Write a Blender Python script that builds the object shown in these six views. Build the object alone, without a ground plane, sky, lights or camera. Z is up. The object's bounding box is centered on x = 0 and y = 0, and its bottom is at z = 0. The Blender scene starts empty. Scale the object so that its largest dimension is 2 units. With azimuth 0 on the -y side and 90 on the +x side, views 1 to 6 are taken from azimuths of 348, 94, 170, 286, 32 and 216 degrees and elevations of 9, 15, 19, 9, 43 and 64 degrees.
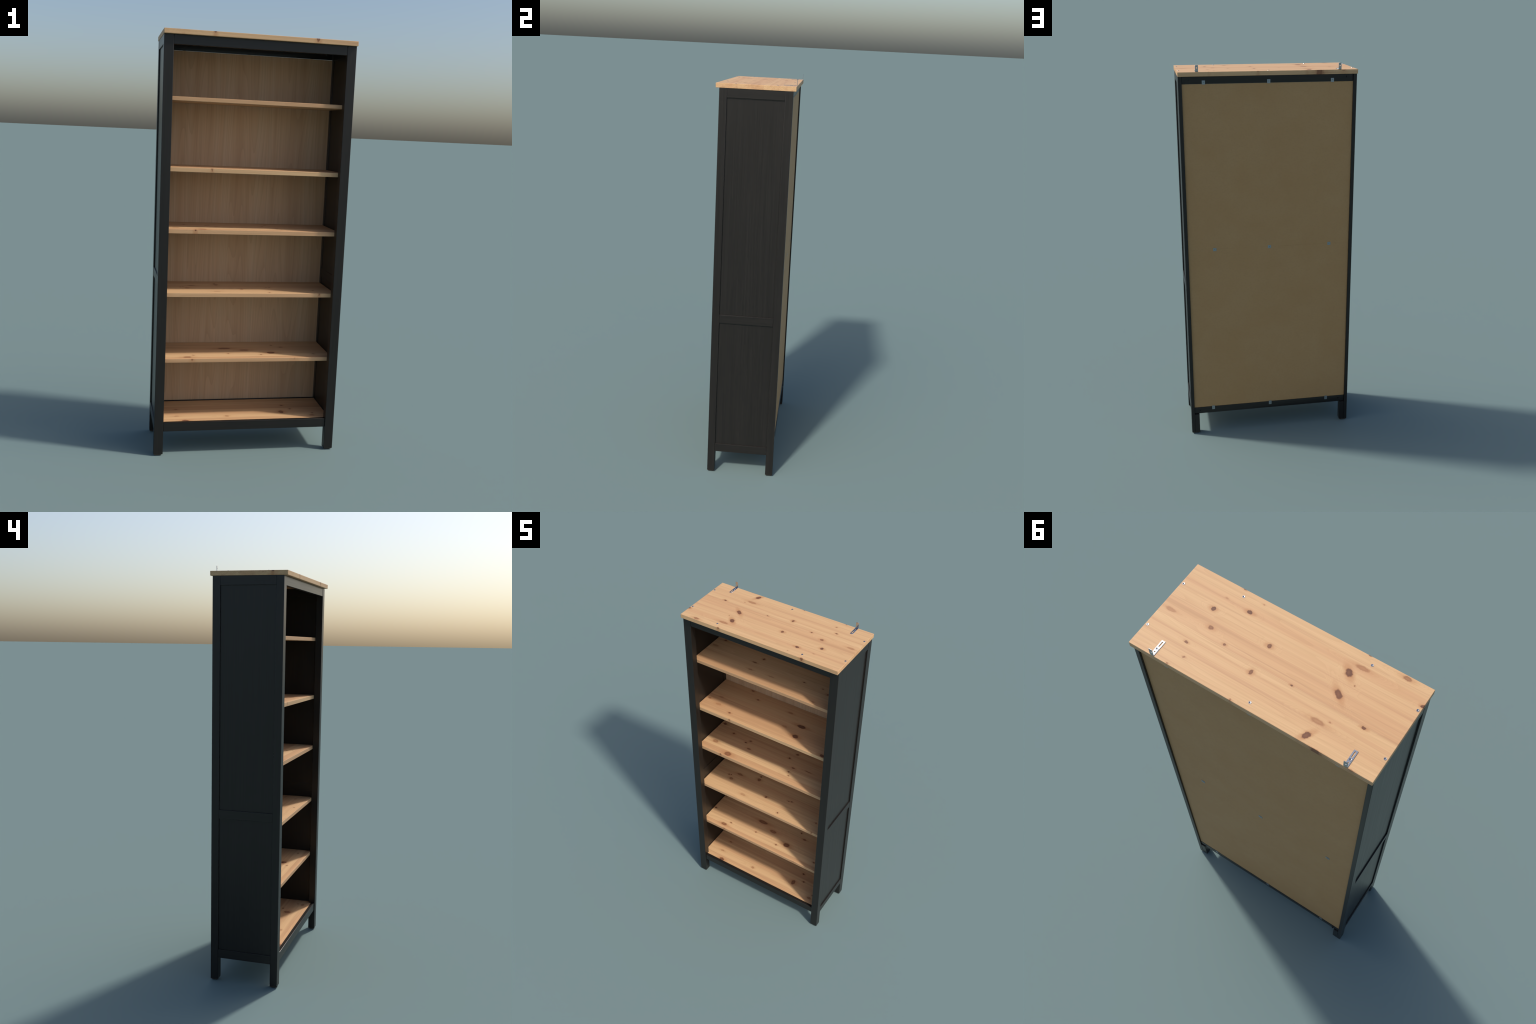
"""Tall open bookcase: dark stained frame, pine top and shelves, printed back board,
zinc wall brackets, screws and back-board clips.  Metres, z up, front faces -y."""
import bpy, bmesh, math
from mathutils import Vector, Matrix

# ------------------------------------------------------------------ sizes
TOP_HALF_X, TOP_HALF_Y = 0.4428, 0.1835      # pine top board
TOP_Z0, TOP_Z1 = 1.9465, 1.9680
OUT_X = 0.4413                               # outer face of the side frames
FRAME_IN = 0.4235                            # inner face of the side frames
POST_IN = 0.3975                             # inner face of the thick front posts / rear feet
FRONT_Y0, FRONT_Y1 = -0.1672, -0.1310        # front post depth
REAR_Y0, REAR_Y1 = 0.1340, 0.1715            # rear post depth
FOOT_Z = 0.0050                              # legs stand on thin glides
RAIL_H = 0.0425
LOW_RAIL = 0.1165
MID_RAIL = 0.8155
HIGH_RAIL = 1.9040
BOARD_Y = 0.1615                             # front face of the back board
SHELF_TOPS = (0.4622, 0.7802, 1.0805, 1.3642, 1.6807)
SHELF_THICK = (0.0194, 0.0194, 0.0206, 0.0203, 0.0184)
FLOOR_TOP = 0.1570


# ------------------------------------------------------------------ node helpers
class Nodes:
    """Small wrapper so that materials read like formulas."""

    def __init__(self, tree):
        self.t = tree

    def new(self, kind, **props):
        n = self.t.nodes.new(kind)
        for k, v in props.items():
            setattr(n, k, v)
        return n

    def plug(self, socket, value):
        if isinstance(value, bpy.types.NodeSocket):
            self.t.links.new(value, socket)
        elif value is not None:
            socket.default_value = value

    def math(self, op, a, b=None, c=None, clamp=False):
        n = self.new("ShaderNodeMath", operation=op, use_clamp=clamp)
        for s, v in zip(n.inputs, (a, b, c)):
            self.plug(s, v)
        return n.outputs[0]

    def vec(self, op, a, b=None):
        n = self.new("ShaderNodeVectorMath", operation=op)
        self.plug(n.inputs[0], a)
        if b is not None:
            self.plug(n.inputs[1], b)
        return n.outputs["Value"] if op in {"LENGTH", "DOT_PRODUCT"} else n.outputs[0]

    def coords(self):
        return self.new("ShaderNodeTexCoord").outputs["Object"]

    def mapped(self, vector, scale=(1, 1, 1), loc=(0, 0, 0)):
        n = self.new("ShaderNodeMapping")
        self.plug(n.inputs["Vector"], vector)
        n.inputs["Scale"].default_value = scale
        n.inputs["Location"].default_value = loc
        return n.outputs[0]

    def noise(self, vector, scale=1.0, detail=3.0, rough=0.55, distort=0.0):
        n = self.new("ShaderNodeTexNoise")
        self.plug(n.inputs["Vector"], vector)
        n.inputs["Scale"].default_value = scale
        n.inputs["Detail"].default_value = detail
        n.inputs["Roughness"].default_value = rough
        n.inputs["Distortion"].default_value = distort
        return n

    def span(self, value, a, b, to_a=0.0, to_b=1.0, smooth=False):
        n = self.new("ShaderNodeMapRange")
        if smooth:
            n.interpolation_type = "SMOOTHSTEP"
        for s, v in zip(n.inputs, (value, a, b, to_a, to_b)):
            self.plug(s, v)
        return n.outputs[0]

    def mix(self, fac, a, b, blend="MIX"):
        n = self.new("ShaderNodeMix", data_type="RGBA", blend_type=blend)
        self.plug(n.inputs[0], fac)
        self.plug(n.inputs[6], a)
        self.plug(n.inputs[7], b)
        return n.outputs[2]

    def ramp(self, fac, stops):
        n = self.new("ShaderNodeValToRGB")
        self.plug(n.inputs[0], fac)
        e = n.color_ramp.elements
        while len(e) < len(stops):
            e.new(0.5)
        for el, (p, c) in zip(e, stops):
            el.position, el.color = p, (*c, 1)
        return n.outputs[0]

    def bump(self, height, strength, distance):
        n = self.new("ShaderNodeBump")
        self.plug(n.inputs["Height"], height)
        n.inputs["Strength"].default_value = strength
        n.inputs["Distance"].default_value = distance
        return n.outputs[0]


def material(name):
    m = bpy.data.materials.new(name)
    m.use_nodes = True
    return m, Nodes(m.node_tree), m.node_tree.nodes["Principled BSDF"]


# ------------------------------------------------------------------ knot group
def knot_group():
    """One elliptical branch knot in a board lying in the xy plane: adds to the growth-ring
    field (so the grain flows round it), to the dark core and to the warm halo."""
    g = bpy.data.node_groups.new("branch_knot", "ShaderNodeTree")
    sock = lambda n, k, d: g.interface.new_socket(n, in_out=d, socket_type=k)
    for n, k in (("Place", "NodeSocketVector"), ("Field", "NodeSocketFloat"), ("Core", "NodeSocketFloat"),
                 ("Halo", "NodeSocketFloat"), ("Centre", "NodeSocketVector"), ("Inverse Size", "NodeSocketVector"),
                 ("Depth", "NodeSocketFloat"), ("Angle", "NodeSocketFloat")):
        sock(n, k, "INPUT")
    for n in ("Field", "Core", "Halo"):
        sock(n, "NodeSocketFloat", "OUTPUT")
    N = Nodes(g)
    i = N.new("NodeGroupInput").outputs
    o = N.new("NodeGroupOutput").inputs
    turn = N.new("ShaderNodeVectorRotate", rotation_type="Z_AXIS")
    N.plug(turn.inputs["Vector"], N.vec("SUBTRACT", i["Place"], i["Centre"]))
    N.plug(turn.inputs["Angle"], N.math("MULTIPLY", i["Angle"], -1.0))
    rel = N.vec("MULTIPLY", turn.outputs[0], i["Inverse Size"])
    d = N.vec("LENGTH", rel)
    # core: soft disc, darkest in a ring near its rim
    disc = N.span(d, 1.22, 0.72, 0.0, 1.0, smooth=True)
    ring = N.math("ADD", 0.86, N.math("MULTIPLY", N.span(d, 0.15, 0.8, 0.0, 1.0, smooth=True), 0.14))
    N.plug(o["Core"], N.math("MAXIMUM", i["Core"], N.math("MULTIPLY", N.math("MULTIPLY", disc, ring), i["Depth"])))
    # halo: drawn out along the grain
    long = N.vec("LENGTH", N.vec("MULTIPLY", rel, (0.36, 0.62, 0.0)))
    halo = N.math("MULTIPLY", N.span(long, 1.25, 0.2, 0.0, 1.0, smooth=True), i["Depth"])
    N.plug(o["Halo"], N.math("MAXIMUM", i["Halo"], halo))
    flow = N.vec("LENGTH", N.vec("MULTIPLY", rel, (0.22, 0.5, 0.0)))
    N.plug(o["Field"], N.math("ADD", i["Field"], N.math("MULTIPLY", N.span(flow, 1.4, 0.1, 0.0, 1.0, smooth=True), 0.35)))
    return g


KNOT = knot_group()


def pine(name, seed, knots, top_z):
    """Glued-up knotty pine with the grain along x.  knots: (x, y, rx, ry, darkness[, turn in
    degrees[, reach down from the top face]])."""
    m, N, bsdf = material(name)
    p = N.coords()
    shift = N.mapped(p, loc=(seed * 3.7, seed * 1.9, seed * 0.7))
    # ragged knot rims
    wob = N.vec("SUBTRACT", N.noise(shift, 75, 3).outputs["Color"], (0.5, 0.5, 0.5))
    place = N.vec("ADD", p, N.vec("MULTIPLY", wob, (0.013, 0.009, 0)))
    base = N.noise(N.mapped(shift, (0.5, 7.0, 7.0)), 1.6, 2, 0.5, 0.1).outputs[0]
    field, core, halo = base, 0.0, 0.0
    for x, y, rx, ry, depth, *more in knots:
        k = N.new("ShaderNodeGroup", node_tree=KNOT)
        N.plug(k.inputs["Place"], place)
        N.plug(k.inputs["Field"], field)
        N.plug(k.inputs["Core"], core)
        N.plug(k.inputs["Halo"], halo)
        k.inputs["Centre"].default_value = (x, y, top_z)
        k.inputs["Inverse Size"].default_value = (1 / rx, 1 / ry, 1 / more[1] if len(more) > 1 else 0)
        k.inputs["Angle"].default_value = math.radians(more[0]) if more else 0.0
        k.inputs["Depth"].default_value = depth
        field, core, halo = k.outputs["Field"], k.outputs["Core"], k.outputs["Halo"]
    # growth rings as contour lines of the field, plus fine straight fibre and soft dark streaks
    rings = N.math("POWER", N.math("FRACT", N.math("MULTIPLY", field, 15.0)), 2.2)
    fibre = N.noise(N.mapped(shift, (2.2, 260, 260)), 1.0, 3, 0.6).outputs[0]
    broad = N.noise(N.mapped(shift, (0.40, 24, 24)), 1.0, 3, 0.6).outputs[0]
    streak = N.noise(N.mapped(shift, (0.9, 62, 62), (5.1, 2.2, 0.3)), 1.0, 3, 0.6).outputs[0]
    # staves glued side by side, each a little different
    y = N.new("ShaderNodeSeparateXYZ")
    N.plug(y.inputs[0], p)
    stave = N.math("FLOOR", N.math("ADD", N.math("MULTIPLY", y.outputs["Y"], 17.0), 0.37 * seed))
    rnd = N.new("ShaderNodeTexWhiteNoise", noise_dimensions="2D")
    cmb = N.new("ShaderNodeCombineXYZ")
    N.plug(cmb.inputs[0], stave)
    cmb.inputs[1].default_value = seed
    N.plug(rnd.inputs["Vector"], cmb.outputs[0])
    tone = N.math("ADD", N.math("MULTIPLY", rnd.outputs["Value"], 0.34), N.math("MULTIPLY", broad, 0.70))
    col = N.ramp(tone, [(0.22, (0.494, 0.282, 0.144)), (0.42, (0.624, 0.364, 0.188)),
                        (0.56, (0.658, 0.415, 0.215)), (0.78, (0.733, 0.480, 0.255))])
    col = N.mix(N.math("MULTIPLY", rings, 0.17), col, (0.426, 0.225, 0.094, 1))
    col = N.mix(N.span(streak, 0.47, 0.76, 0, 0.60, smooth=True), col, (0.450, 0.228, 0.118, 1))
    col = N.mix(N.span(fibre, 0.45, 0.75, 0, 0.20), col, (0.426, 0.230, 0.103, 1))
    # sawn ends show short curved ring arcs instead of long fibre
    face = N.new("ShaderNodeSeparateXYZ")
    N.plug(face.inputs[0], N.new("ShaderNodeNewGeometry").outputs["Normal"])
    is_end = N.math("GREATER_THAN", N.math("ABSOLUTE", face.outputs["X"]), 0.8)
    heart = N.math("ADD", N.math("MULTIPLY", rnd.outputs["Value"], 0.05), -0.025)
    arc_y = N.math("SUBTRACT", N.math("MODULO", N.math("ADD", y.outputs["Y"], 1.0), 1 / 17.0), 0.03)
    arc_z = N.math("ADD", N.math("SUBTRACT", y.outputs["Z"], top_z + 0.02), heart)
    radius = N.math("SQRT", N.math("ADD", N.math("MULTIPLY", arc_y, arc_y), N.math("MULTIPLY", arc_z, arc_z)))
    arcs = N.math("POWER", N.math("FRACT", N.math("ADD", N.math("MULTIPLY", radius, 150.0), N.math("MULTIPLY", base, 3.0))), 2.0)
    col = N.mix(N.math("MULTIPLY", N.math("MULTIPLY", arcs, is_end), 0.45), col, (0.45, 0.235, 0.105, 1))
    # knots: warm halo, red-brown body, near-black heart in the sound ones
    col = N.mix(N.math("MULTIPLY", halo, 0.66), col, (0.43, 0.185, 0.070, 1))
    col = N.mix(N.math("MINIMUM", N.math("MULTIPLY", core, 1.15), 0.9), col, (0.300, 0.118, 0.052, 1))
    col = N.mix(N.span(core, 0.45, 1.0, 0, 0.85), col, (0.105, 0.045, 0.030, 1))
    N.plug(bsdf.inputs["Base Color"], col)
    N.plug(bsdf.inputs["Roughness"], N.span(fibre, 0.3, 0.7, 0.50, 0.58))
    bsdf.inputs["Specular IOR Level"].default_value = 0.3
    N.plug(bsdf.inputs["Normal"], N.bump(fibre, 0.08, 0.0006))
    return m


def stained(name, axis, base=(0.0138, 0.0118, 0.0102)):
    """Black-brown stain; faint fibres along the given axis show through."""
    m, N, bsdf = material(name)
    p = N.coords()
    stretch = [150.0, 150.0, 150.0]
    stretch["xyz".index(axis)] = 2.5
    fibre = N.noise(N.mapped(p, stretch), 1.0, 3, 0.6).outputs[0]
    wide = [14.0, 14.0, 14.0]
    wide["xyz".index(axis)] = 0.8
    rings = N.math("FRACT", N.math("MULTIPLY", N.noise(N.mapped(p, wide), 1.0, 2).outputs[0], 9.0))
    lighter = tuple(v * 1.30 for v in base)
    col = N.mix(N.span(fibre, 0.40, 0.72), (*base, 1), (*lighter, 1))
    col = N.mix(N.math("MULTIPLY", N.math("POWER", rings, 3.0), 0.20), col, (*[v * 0.62 for v in base], 1))
    N.plug(bsdf.inputs["Base Color"], col)
    N.plug(bsdf.inputs["Roughness"], N.span(fibre, 0.3, 0.7, 0.31, 0.37))
    bsdf.inputs["Specular IOR Level"].default_value = 0.39
    N.plug(bsdf.inputs["Normal"], N.bump(fibre, 0.05, 0.0004))
    return m


def hardboard():
    """Raw brown fibreboard, the outside of the back board."""
    m, N, bsdf = material("raw_fibreboard")
    p = N.coords()
    cloud = N.noise(N.mapped(p, (9, 9, 9)), 1.0, 4, 0.6).outputs[0]
    fleck = N.noise(N.mapped(p, (130, 130, 170)), 1.0, 2, 0.6).outputs[0]
    col = N.ramp(cloud, [(0.3, (0.462, 0.258, 0.102)), (0.7, (0.482, 0.280, 0.118))])
    col = N.mix(N.span(fleck, 0.42, 0.75, 0, 0.30), col, (0.37, 0.205, 0.078, 1))
    N.plug(bsdf.inputs["Base Color"], col)
    bsdf.inputs["Roughness"].default_value = 0.62
    bsdf.inputs["Specular IOR Level"].default_value = 0.45
    N.plug(bsdf.inputs["Normal"], N.bump(fleck, 0.08, 0.0006))
    return m


def veneer():
    """Printed pine veneer on the inside of the back board, grain upright."""
    m, N, bsdf = material("printed_pine_veneer")
    p = N.coords()
    # contour lines of a noise stretched upright make cathedral arches
    arch = N.noise(N.mapped(p, (8.5, 1.0, 0.50), (2.3, 0, 0.4)), 1.0, 1, 0.4, 0.05).outputs[0]
    lines = N.math("POWER", N.math("FRACT", N.math("MULTIPLY", arch, 22.0)), 2.5)
    band = N.noise(N.mapped(p, (26, 1, 0.35)), 1.0, 2, 0.5).outputs[0]
    fibre = N.noise(N.mapped(p, (310, 1, 3.0)), 1.0, 3, 0.6).outputs[0]
    col = N.ramp(band, [(0.28, (0.590, 0.360, 0.200)), (0.5, (0.650, 0.415, 0.240)), (0.72, (0.665, 0.450, 0.270))])
    col = N.mix(N.math("MULTIPLY", lines, 0.24), col, (0.36, 0.205, 0.105, 1))
    col = N.mix(N.span(fibre, 0.42, 0.72, 0, 0.36), col, (0.45, 0.275, 0.15, 1))
    N.plug(bsdf.inputs["Base Color"], col)
    bsdf.inputs["Roughness"].default_value = 0.55
    bsdf.inputs["Specular IOR Level"].default_value = 0.3
    return m


def zinc(name, colour=(0.58, 0.61, 0.65), rough=0.21):
    m, N, bsdf = material(name)
    cloud = N.noise(N.mapped(N.coords(), (160, 160, 160)), 1.0, 3).outputs[0]
    N.plug(bsdf.inputs["Base Color"], N.mix(cloud, (*[v * 0.8 for v in colour], 1), (*colour, 1)))
    N.plug(bsdf.inputs["Roughness"], N.span(cloud, 0.3, 0.7, rough * 0.85, rough * 1.2))
    bsdf.inputs["Metallic"].default_value = 1.0
    return m


def plain(name, colour, rough):
    m, N, bsdf = material(name)
    speck = N.noise(N.mapped(N.coords(), (220, 220, 220)), 1.0, 2).outputs[0]
    N.plug(bsdf.inputs["Base Color"], N.mix(speck, (*[v * 0.8 for v in colour], 1), (*colour, 1)))
    bsdf.inputs["Roughness"].default_value = rough
    return m


# knots: (x, y, radius along the grain, radius across, darkness)
TOP_KNOTS = [
    (0.294, -0.065, .0085, .0080, 1.0), (0.188, -0.116, .0100, .0075, 1.0), (0.258, 0.000, .0095, .0085, .70),
    (0.064, -0.043, .0080, .0090, .85), (0.290, 0.084, .0062, .0043, .80), (0.185, 0.028, .0055, .0042, .80),
    (0.263, 0.134, .0045, .0034, .60), (0.059, 0.066, .0065, .0105, .80), (0.407, 0.011, .0200, .0060, .45),
    (0.166, -0.164, .0040, .0030, .45), (0.293, 0.180, .0045, .0028, .60, 0, .006), (0.055, 0.181, .0045, .0032, .60, 0, .006),
    (0.281, -0.121, .0050, .0028, .35), (-0.194, -0.094, .0160, .0115, .95, 135), (-0.207, -0.012, .0190, .0100, .88, 138),
    (-0.221, -0.130, .0230, .0080, .50), (-0.354, -0.172, .0160, .0080, .60), (-0.439, -0.113, .0060, .0065, .95, 0, .007),
    (-0.330, 0.046, .0078, .0056, .95), (-0.201, 0.157, .0155, .0095, .92, 58), (-0.204, 0.101, .0240, .0090, .50),
    (-0.072, 0.039, .0045, .0036, 1.0), (-0.233, -0.064, .0032, .0028, .60), (-0.236, 0.084, .0036, .0028, .50),
    (-0.371, 0.183, .0090, .0040, .45, 0, .008), (0.251, -0.186, .0075, .0060, .75, 0, .020), (-0.217, -0.183, .0050, .0040, .80, 0, .006),
    (-0.250, 0.186, .0220, .0050, .70)]
SHELF_KNOTS = {
    4: [(-.372, .098, .008, .007, .80), (-.131, .013, .012, .006, .70), (-.105, .061, .006, .008, .80),
        (-.117, -.051, .013, .006, .50), (-.393, .032, .018, .007, .40), (.006, -.047, .018, .005, .35),
        (.174, .002, .006, .004, .90), (.323, -.022, .006, .006, .80), (.280, .005, .006, .004, .60),
        (.289, -.111, .008, .005, .40)],
    3: [(-.233, -.084, .008, .006, .90), (-.400, -.032, .011, .006, .60), (-.328, -.053, .018, .009, .40),
        (-.164, .097, .007, .005, .90), (-.230, .150, .008, .006, .80), (.049, .096, .013, .007, .50),
        (.158, .027, .025, .012, 1.0), (.170, -.060, .017, .015, 1.0), (.079, -.020, .016, .008, .40),
        (.364, -.116, .015, .010, .90), (-.348, .009, .016, .007, .40), (-.203, -.132, .004, .005, .60, 0, .016)],
    2: [(-.358, -.054, .018, .012, .55), (-.236, -.108, .022, .016, .70), (-.306, .058, .007, .008, .80),
        (-.186, .054, .006, .006, .90), (-.203, .029, .006, .005, .90), (-.158, -.008, .011, .006, .70),
        (-.399, .105, .011, .009, .80), (.103, .100, .007, .007, .80), (.079, .050, .007, .006, .90),
        (.138, -.009, .009, .005, .80), (.132, -.049, .006, .005, .90), (.147, -.077, .005, .004, .80),
        (.225, .008, .022, .004, .60), (-.271, -.133, .005, .005, .90, 0, .011)],
    1: [(-.261, .050, .020, .008, .60), (-.287, -.009, .013, .009, .60), (-.319, .014, .005, .005, .90),
        (-.306, .020, .004, .004, .90), (-.138, .072, .012, .012, .70), (-.141, .100, .005, .005, .80),
        (-.024, -.030, .009, .008, .80), (-.151, -.086, .018, .008, .35), (.099, -.103, .005, .005, .90),
        (.105, .013, .006, .004, .90), (.124, .018, .006, .004, .90), (.328, -.054, .006, .005, .70),
        (.340, -.132, .004, .005, .65, 0, .012)],
    0: [(-.410, -.013, .006, .006, .95), (-.410, .110, .006, .005, .90), (-.286, -.102, .021, .010, .70),
        (-.255, -.070, .005, .005, .80), (-.087, .042, .034, .013, .75), (.008, .007, .023, .012, .65),
        (.135, -.044, .020, .016, .85), (-.081, -.053, .005, .005, .95), (.079, -.075, .007, .005, .70),
        (.164, .090, .005, .005, .90), (.207, .054, .011, .006, .70), (.344, -.073, .007, .006, .70),
        (-.266, -.134, .007, .005, .60, 0, .014), (.231, -.134, .012, .004, .50, 0, .012)]}
FLOOR_KNOTS = [(-.290, -.137, .016, .012, .90), (-.081, -.089, .009, .009, .50), (-.322, .017, .008, .006, .70),
               (-.327, -.073, .014, .006, .45), (.223, .040, .007, .007, .95), (.255, -.014, .006, .006, .95),
               (.200, -.052, .013, .019, .80), (.345, -.106, .014, .010, .60), (.355, -.078, .006, .006, .70)]

STAIN_Z, STAIN_X, STAIN_Y = stained("black_brown_stain_upright", "z"), stained("black_brown_stain_lengthwise", "x"), \
    stained("black_brown_stain_crosswise", "y")
FIBRE, VENEER = hardboard(), veneer()
ZINC, STEEL = zinc("zinc_plated_steel", (0.50, 0.52, 0.55)), zinc("clip_steel", (0.37, 0.41, 0.44), 0.36)
SOCKET = plain("dark_screw_recess", (0.035, 0.040, 0.050), 0.5)
GLIDE = plain("black_plastic_glide", (0.020, 0.020, 0.020), 0.5)
RAW_END = plain("bare_pine_end", (0.28, 0.16, 0.075), 0.6)

# ------------------------------------------------------------------ object helpers
root = bpy.data.objects.new("bookcase", None)
bpy.context.scene.collection.objects.link(root)
root["label"] = "tall black-brown bookcase with knotty pine top and six shelves"
root["category"] = "bookcase"


def place(mesh, name, mats, parent=None):
    for m in (mats if isinstance(mats, (list, tuple)) else [mats]):
        mesh.materials.append(m)
    o = bpy.data.objects.new(name, mesh)
    bpy.context.scene.collection.objects.link(o)
    o.parent = parent or root
    return o


def add_box(bm, lo, hi, bevel=0.0012, segments=2):
    lo, hi = Vector(lo), Vector(hi)
    r = bmesh.ops.create_cube(bm, size=1.0, matrix=Matrix.Translation((lo + hi) / 2) @ Matrix.Diagonal((*(hi - lo), 1)))
    vs = r["verts"]
    if bevel:
        edges = {e for v in vs for e in v.link_edges}
        bmesh.ops.bevel(bm, geom=list(edges), offset=bevel, segments=segments, profile=0.5, affect="EDGES")


def finish(bm, name, smooth_angle=20):
    me = bpy.data.meshes.new(name)
    bm.normal_update()
    bm.to_mesh(me)
    bm.free()
    for p in me.polygons:
        p.use_smooth = True
    me.set_sharp_from_angle(angle=math.radians(smooth_angle))
    return me


def box(name, lo, hi, mat, bevel=0.0012, parent=None):
    bm = bmesh.new()
    add_box(bm, lo, hi, bevel)
    return place(finish(bm, name), name, mat, parent)


def cut(mesh, cutters):
    """Subtract closed cutter meshes from a mesh (exact boolean, applied)."""
    o = bpy.data.objects.new("blank", mesh)
    bpy.context.scene.collection.objects.link(o)
    tools = []
    for c in cutters:
        t = bpy.data.objects.new("tool", c)
        bpy.context.scene.collection.objects.link(t)
        mod = o.modifiers.new("cut", "BOOLEAN")
        mod.operation, mod.solver, mod.object = "DIFFERENCE", "EXACT", t
        tools.append(t)
    out = bpy.data.meshes.new_from_object(o.evaluated_get(bpy.context.evaluated_depsgraph_get()))
    for t in tools + [o]:
        bpy.data.objects.remove(t)
    out.set_sharp_from_angle(angle=math.radians(40))
    return out


def rod(axis, centre, radius, length, stretch=0.0, sides=20):
    """Closed rod along an axis; stretch makes a slot (along y)."""
    bm = bmesh.new()
    bmesh.ops.create_cone(bm, cap_ends=True, segments=sides, radius1=radius, radius2=radius, depth=length)
    if stretch:
        for v in bm.verts:
            v.co.y += math.copysign(stretch / 2, v.co.y) if abs(v.co.y) > 1e-6 else 0
    if axis == "y":
        bmesh.ops.rotate(bm, verts=bm.verts, cent=(0, 0, 0), matrix=Matrix.Rotation(math.pi / 2, 3, "X"))
    bmesh.ops.translate(bm, verts=bm.verts, vec=centre)
    me = bpy.data.meshes.new("rod")
    bm.to_mesh(me)
    bm.free()
    return me


# ------------------------------------------------------------------ side frames
for s in (-1, 1):
    X = lambda a, b: (min(s * a, s * b), max(s * a, s * b))

    def side_box(name, xa, xb, y0, y1, z0, z1, mat, bevel=0.0012):
        x0, x1 = X(xa, xb)
        return box(name, (x0, y0, z0), (x1, y1, z1), mat, bevel)

    # front post: thick, all the way down to the foot
    side_box("front_post", POST_IN, OUT_X, FRONT_Y0, FRONT_Y1, FOOT_Z, TOP_Z0, STAIN_Z, 0.0016)
    # rear post: thin upright that widens to a full foot below the case
    bm = bmesh.new()
    x0, x1 = X(FRAME_IN, OUT_X)
    add_box(bm, (x0, REAR_Y0, FOOT_Z), (x1, REAR_Y1, TOP_Z0), 0.0014)
    x0, x1 = X(POST_IN, FRAME_IN - 0.0002)
    add_box(bm, (x0, REAR_Y0, FOOT_Z), (x1, REAR_Y1 - 0.0008, LOW_RAIL - 0.0005), 0.0012)
    place(finish(bm, "rear_post"), "rear_post", STAIN_Z)
    # cross rails and the thin sunken panels between them
    for z in (LOW_RAIL, MID_RAIL, HIGH_RAIL):
        side_box("side_rail", FRAME_IN, OUT_X - 0.0006, FRONT_Y1, REAR_Y0, z, min(z + RAIL_H, TOP_Z0), STAIN_Y)
    for z0, z1 in ((LOW_RAIL + RAIL_H, MID_RAIL), (MID_RAIL + RAIL_H, HIGH_RAIL)):
        side_box("side_panel", 0.4255, 0.4350, FRONT_Y1, REAR_Y0, z0, z1, STAIN_Z, 0.0)
    # glides: bare end grain, then a small black pad
    for y0, y1 in ((FRONT_Y0, FRONT_Y1), (REAR_Y0, REAR_Y1)):
        y1f = y1
        side_box("leg_end", POST_IN + .0015, OUT_X - .0015, y0 + .0015, y1f - .0015, FOOT_Z - .0007, FOOT_Z, RAW_END, 0)
        side_box("foot_glide", POST_IN + .006, OUT_X - .004, y0 + .005, y1f - .004, 0.0, FOOT_Z - .0007, GLIDE, .0008)

# ------------------------------------------------------------------ front rails
box("front_rail", (-POST_IN, FRONT_Y0 + 0.0012, HIGH_RAIL - 0.0002), (POST_IN, FRONT_Y0 + 0.020, TOP_Z0), STAIN_X)
box("front_rail", (-POST_IN, -0.1625, LOW_RAIL - 0.0014), (POST_IN, -0.1440, LOW_RAIL + RAIL_H), STAIN_X, 0.0022)

# ------------------------------------------------------------------ back rails (rebated for the board) with bolt holes
HOLE_X = 0.3905
for z_in0, z_in1, z_out0, z_out1, hole_z in ((0.1186, 0.1622, 0.1186, 0.1560, 0.1375),
                                             (1.9030, TOP_Z0, 1.9095, TOP_Z0, 1.9315)):
    bm = bmesh.new()
    add_box(bm, (-FRAME_IN, 0.1430, z_in0), (FRAME_IN, BOARD_Y, z_in1), 0.001)
    add_box(bm, (-FRAME_IN + .0006, BOARD_Y - .004, z_out0), (FRAME_IN - .0006, 0.1660, z_out1), 0.001)
    rail = cut(finish(bm, "back_rail"), [rod("y", (sx * HOLE_X, 0.165, hole_z), 0.0036, 0.016) for sx in (-1, 1)])
    place(rail, "back_rail", STAIN_X)
    for sx in (-1, 1):
        place(rod("y", (sx * HOLE_X, 0.160, hole_z), 0.0033, 0.004), "rail_bolt", SOCKET)

# ------------------------------------------------------------------ back board: two leaves folded at mid height
SEAM = 1.0690
for z0, z1 in ((0.1564, SEAM - 0.00005), (SEAM + 0.00005, 1.9090)):
    bm = bmesh.new()
    add_box(bm, (-FRAME_IN + 0.0004, BOARD_Y, z0), (FRAME_IN - 0.0004, 0.1643, z1), 0.00015, 1)
    me = finish(bm, "back_board")
    for p in me.polygons:
        p.material_index = 1 if p.normal.y < -0.9 else 0
    place(me, "back_board", [FIBRE, VENEER])

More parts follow.
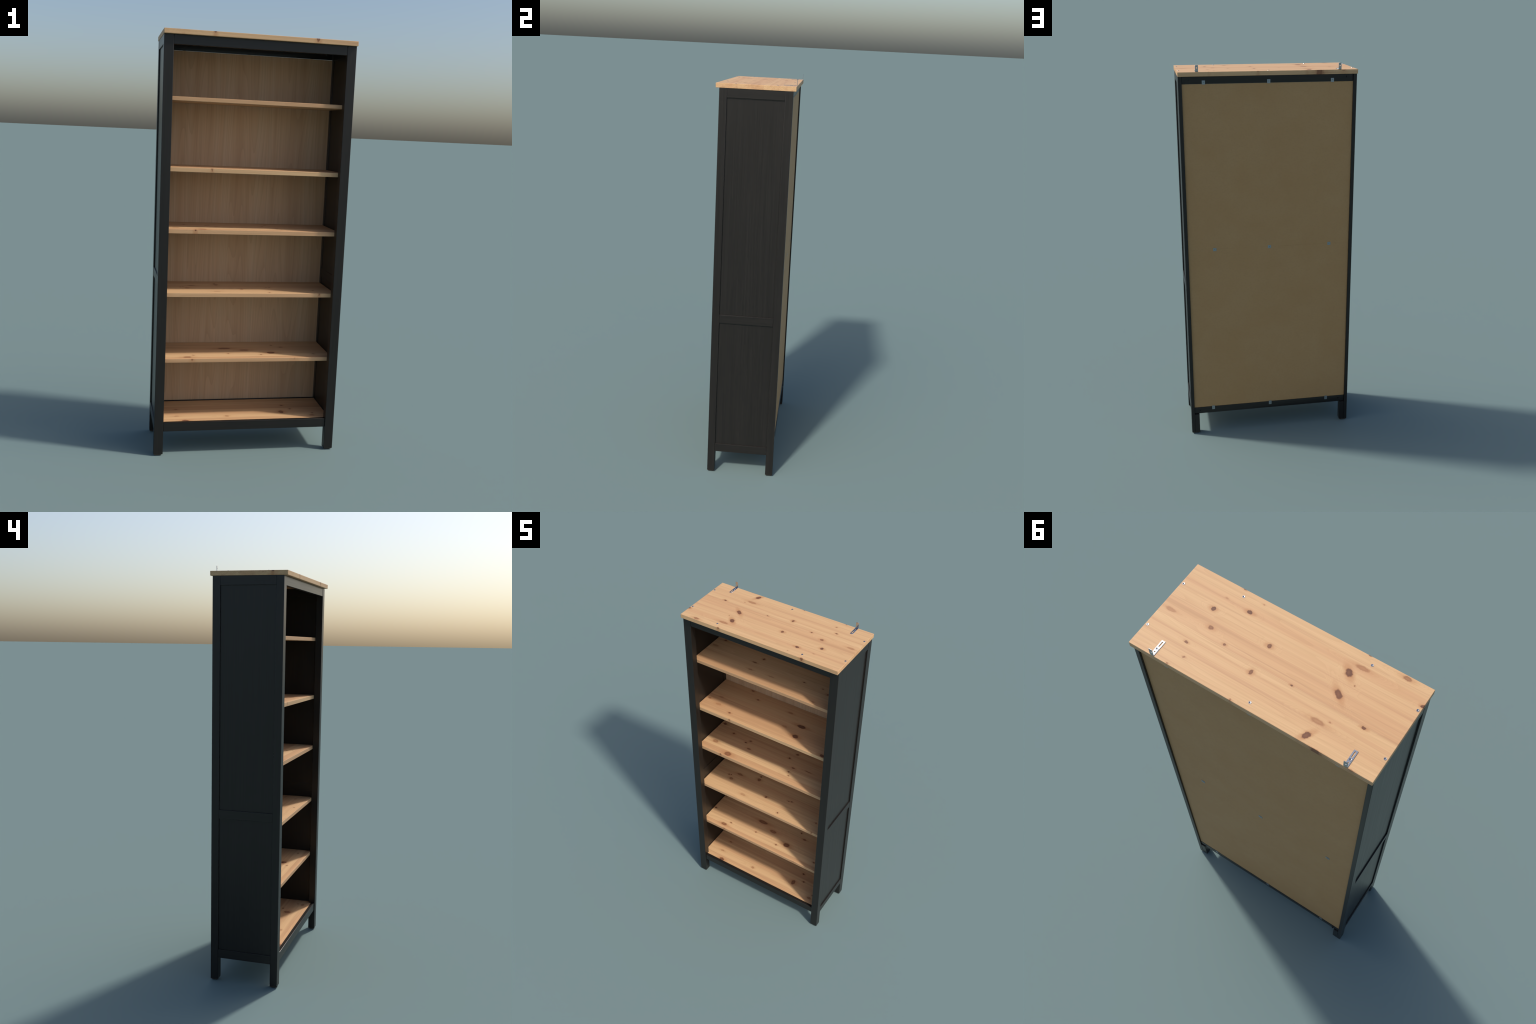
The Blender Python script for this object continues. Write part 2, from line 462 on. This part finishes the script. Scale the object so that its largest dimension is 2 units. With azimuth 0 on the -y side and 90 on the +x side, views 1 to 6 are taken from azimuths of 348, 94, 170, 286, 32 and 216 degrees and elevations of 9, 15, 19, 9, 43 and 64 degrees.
# ------------------------------------------------------------------ boards
box("top_board", (-TOP_HALF_X, -TOP_HALF_Y, TOP_Z0), (TOP_HALF_X, TOP_HALF_Y, TOP_Z1),
    pine("pine_top", 1, TOP_KNOTS, TOP_Z1), 0.0016)
for i, z in enumerate(SHELF_TOPS):
    box("shelf", (-FRAME_IN + .0004, FRONT_Y1 + .0002, z - SHELF_THICK[i]), (FRAME_IN - .0004, BOARD_Y - .001, z),
        pine("pine_shelf", 2 + i, SHELF_KNOTS[i], z), 0.0018)
bm = bmesh.new()                       # bottom shelf: notched round the front posts
outline = [(-POST_IN, -0.1438), (POST_IN, -0.1438), (POST_IN, FRONT_Y1), (FRAME_IN, FRONT_Y1),
           (FRAME_IN, 0.1428), (-FRAME_IN, 0.1428), (-FRAME_IN, FRONT_Y1), (-POST_IN, FRONT_Y1)]
f = bm.faces.new([bm.verts.new((x * 0.9992, y, FLOOR_TOP - 0.018)) for x, y in outline])
top = bmesh.ops.extrude_face_region(bm, geom=[f])
bmesh.ops.translate(bm, verts=[v for v in top["geom"] if isinstance(v, bmesh.types.BMVert)], vec=(0, 0, 0.018))
bmesh.ops.recalc_face_normals(bm, faces=bm.faces)
bmesh.ops.bevel(bm, geom=bm.edges[:], offset=0.001, segments=2, profile=0.5, affect="EDGES")
place(finish(bm, "bottom_shelf"), "bottom_shelf", pine("pine_bottom_shelf", 8, FLOOR_KNOTS, FLOOR_TOP))


# ------------------------------------------------------------------ screws
def screw_mesh(radius=0.0048, height=0.0010, socket=0.0020):
    """Pan head with a hexagonal recess, top at z = height."""
    bm = bmesh.new()
    n = 24
    prof = [(radius, 0.0), (radius, height * 0.55), (radius * 0.93, height), (socket * 1.12, height), (socket, height * 0.9),
            (socket, height * 0.15)]
    rings = [[bm.verts.new((r * math.cos(2 * math.pi * k / n), r * math.sin(2 * math.pi * k / n), z)) for k in range(n)]
             for r, z in prof]
    for a, b in zip(rings, rings[1:]):
        for k in range(n):
            bm.faces.new((a[k], a[(k + 1) % n], b[(k + 1) % n], b[k]))
    bm.faces.new(rings[-1]).material_index = 1
    bm.faces.new(rings[0][::-1])
    bmesh.ops.recalc_face_normals(bm, faces=bm.faces)
    return finish(bm, "screw", 35)


SCREW = screw_mesh()
SCREW.materials.append(zinc("screw_steel", (0.47, 0.49, 0.53), 0.22))
SCREW.materials.append(SOCKET)


CLIP_SCREW = SCREW.copy()
CLIP_SCREW.materials[0] = STEEL


def screw(location, rotation=(0, 0, 0), scale=1.0, parent=None, mesh=SCREW):
    o = bpy.data.objects.new("screw", mesh)
    bpy.context.scene.collection.objects.link(o)
    o.parent = parent or root
    o.location, o.rotation_euler, o.scale = location, rotation, (scale,) * 3
    return o


for x, y in ((-.4335, -.093), (-.4335, .098), (.4335, -.093), (.4335, .098), (-.2395, -.1555), (.2395, -.1555), (0, .1565)):
    screw((x, y, TOP_Z1))

# ------------------------------------------------------------------ wall brackets on the top board
BW, BT = 0.0146, 0.0016                     # strap width and thickness
BY0, BY1, BZ = 0.1208, 0.1833, 2.0000       # foot length, upright face, top
for bx in (-0.3508, 0.3510):
    bm = bmesh.new()                        # L profile in yz with a rounded bend, swept along x
    z0, r = TOP_Z1 + 0.0001, 0.0030
    arc = lambda rad, steps: [(BY1 - r + rad * math.sin(a), z0 + r - rad * math.cos(a))
                              for a in (math.pi / 2 * k / steps for k in range(steps + 1))]
    prof = [(BY0, z0)] + arc(r, 5) + [(BY1, BZ), (BY1 - BT, BZ)] + arc(r - BT, 5)[::-1] + [(BY0, z0 + BT)]
    face = bm.faces.new([bm.verts.new((bx - BW / 2, y, z)) for y, z in prof])
    ex = bmesh.ops.extrude_face_region(bm, geom=[face])
    bmesh.ops.translate(bm, verts=[v for v in ex["geom"] if isinstance(v, bmesh.types.BMVert)], vec=(BW, 0, 0))
    bmesh.ops.recalc_face_normals(bm, faces=bm.faces)
    rim = [e for e in bm.edges if len(e.link_faces) == 2 and e.calc_face_angle() > 1.2]
    bmesh.ops.bevel(bm, geom=rim, offset=0.0004, segments=1, profile=0.5, affect="EDGES")
    strap = cut(finish(bm, "wall_bracket"), [
        rod("z", (bx, 0.1365, z0), 0.0025, 0.02, stretch=0.0170),
        rod("z", (bx, 0.1680, z0), 0.0027, 0.02),
        rod("y", (bx, BY1, 1.9868), 0.0026, 0.02)])
    b = place(strap, "wall_bracket", ZINC)
    screw((bx, 0.1554, z0 + BT), parent=b, scale=1.15)

# ------------------------------------------------------------------ clips that hold the back board
def clip(x, z0, z1, width, y):
    bm = bmesh.new()
    add_box(bm, (x - width / 2, y, z0), (x + width / 2, y + 0.0012, z1), 0.0004)
    c = place(finish(bm, "board_clip"), "board_clip", STEEL)
    screw((x, y + 0.0012, (z0 + z1) / 2 + 0.001), (-math.pi / 2, 0, 0), 0.75, c, CLIP_SCREW)


for x in (0.3190, 0.0010, -0.3175):
    clip(x, 1.9068, 1.9262, 0.0155, 0.1661)
    clip(x, 0.1382, 0.1605, 0.0155, 0.1661)
for x in (0.2870, 0.0010, -0.3175):
    clip(x, 1.0595, 1.0762, 0.0172, 0.1644)
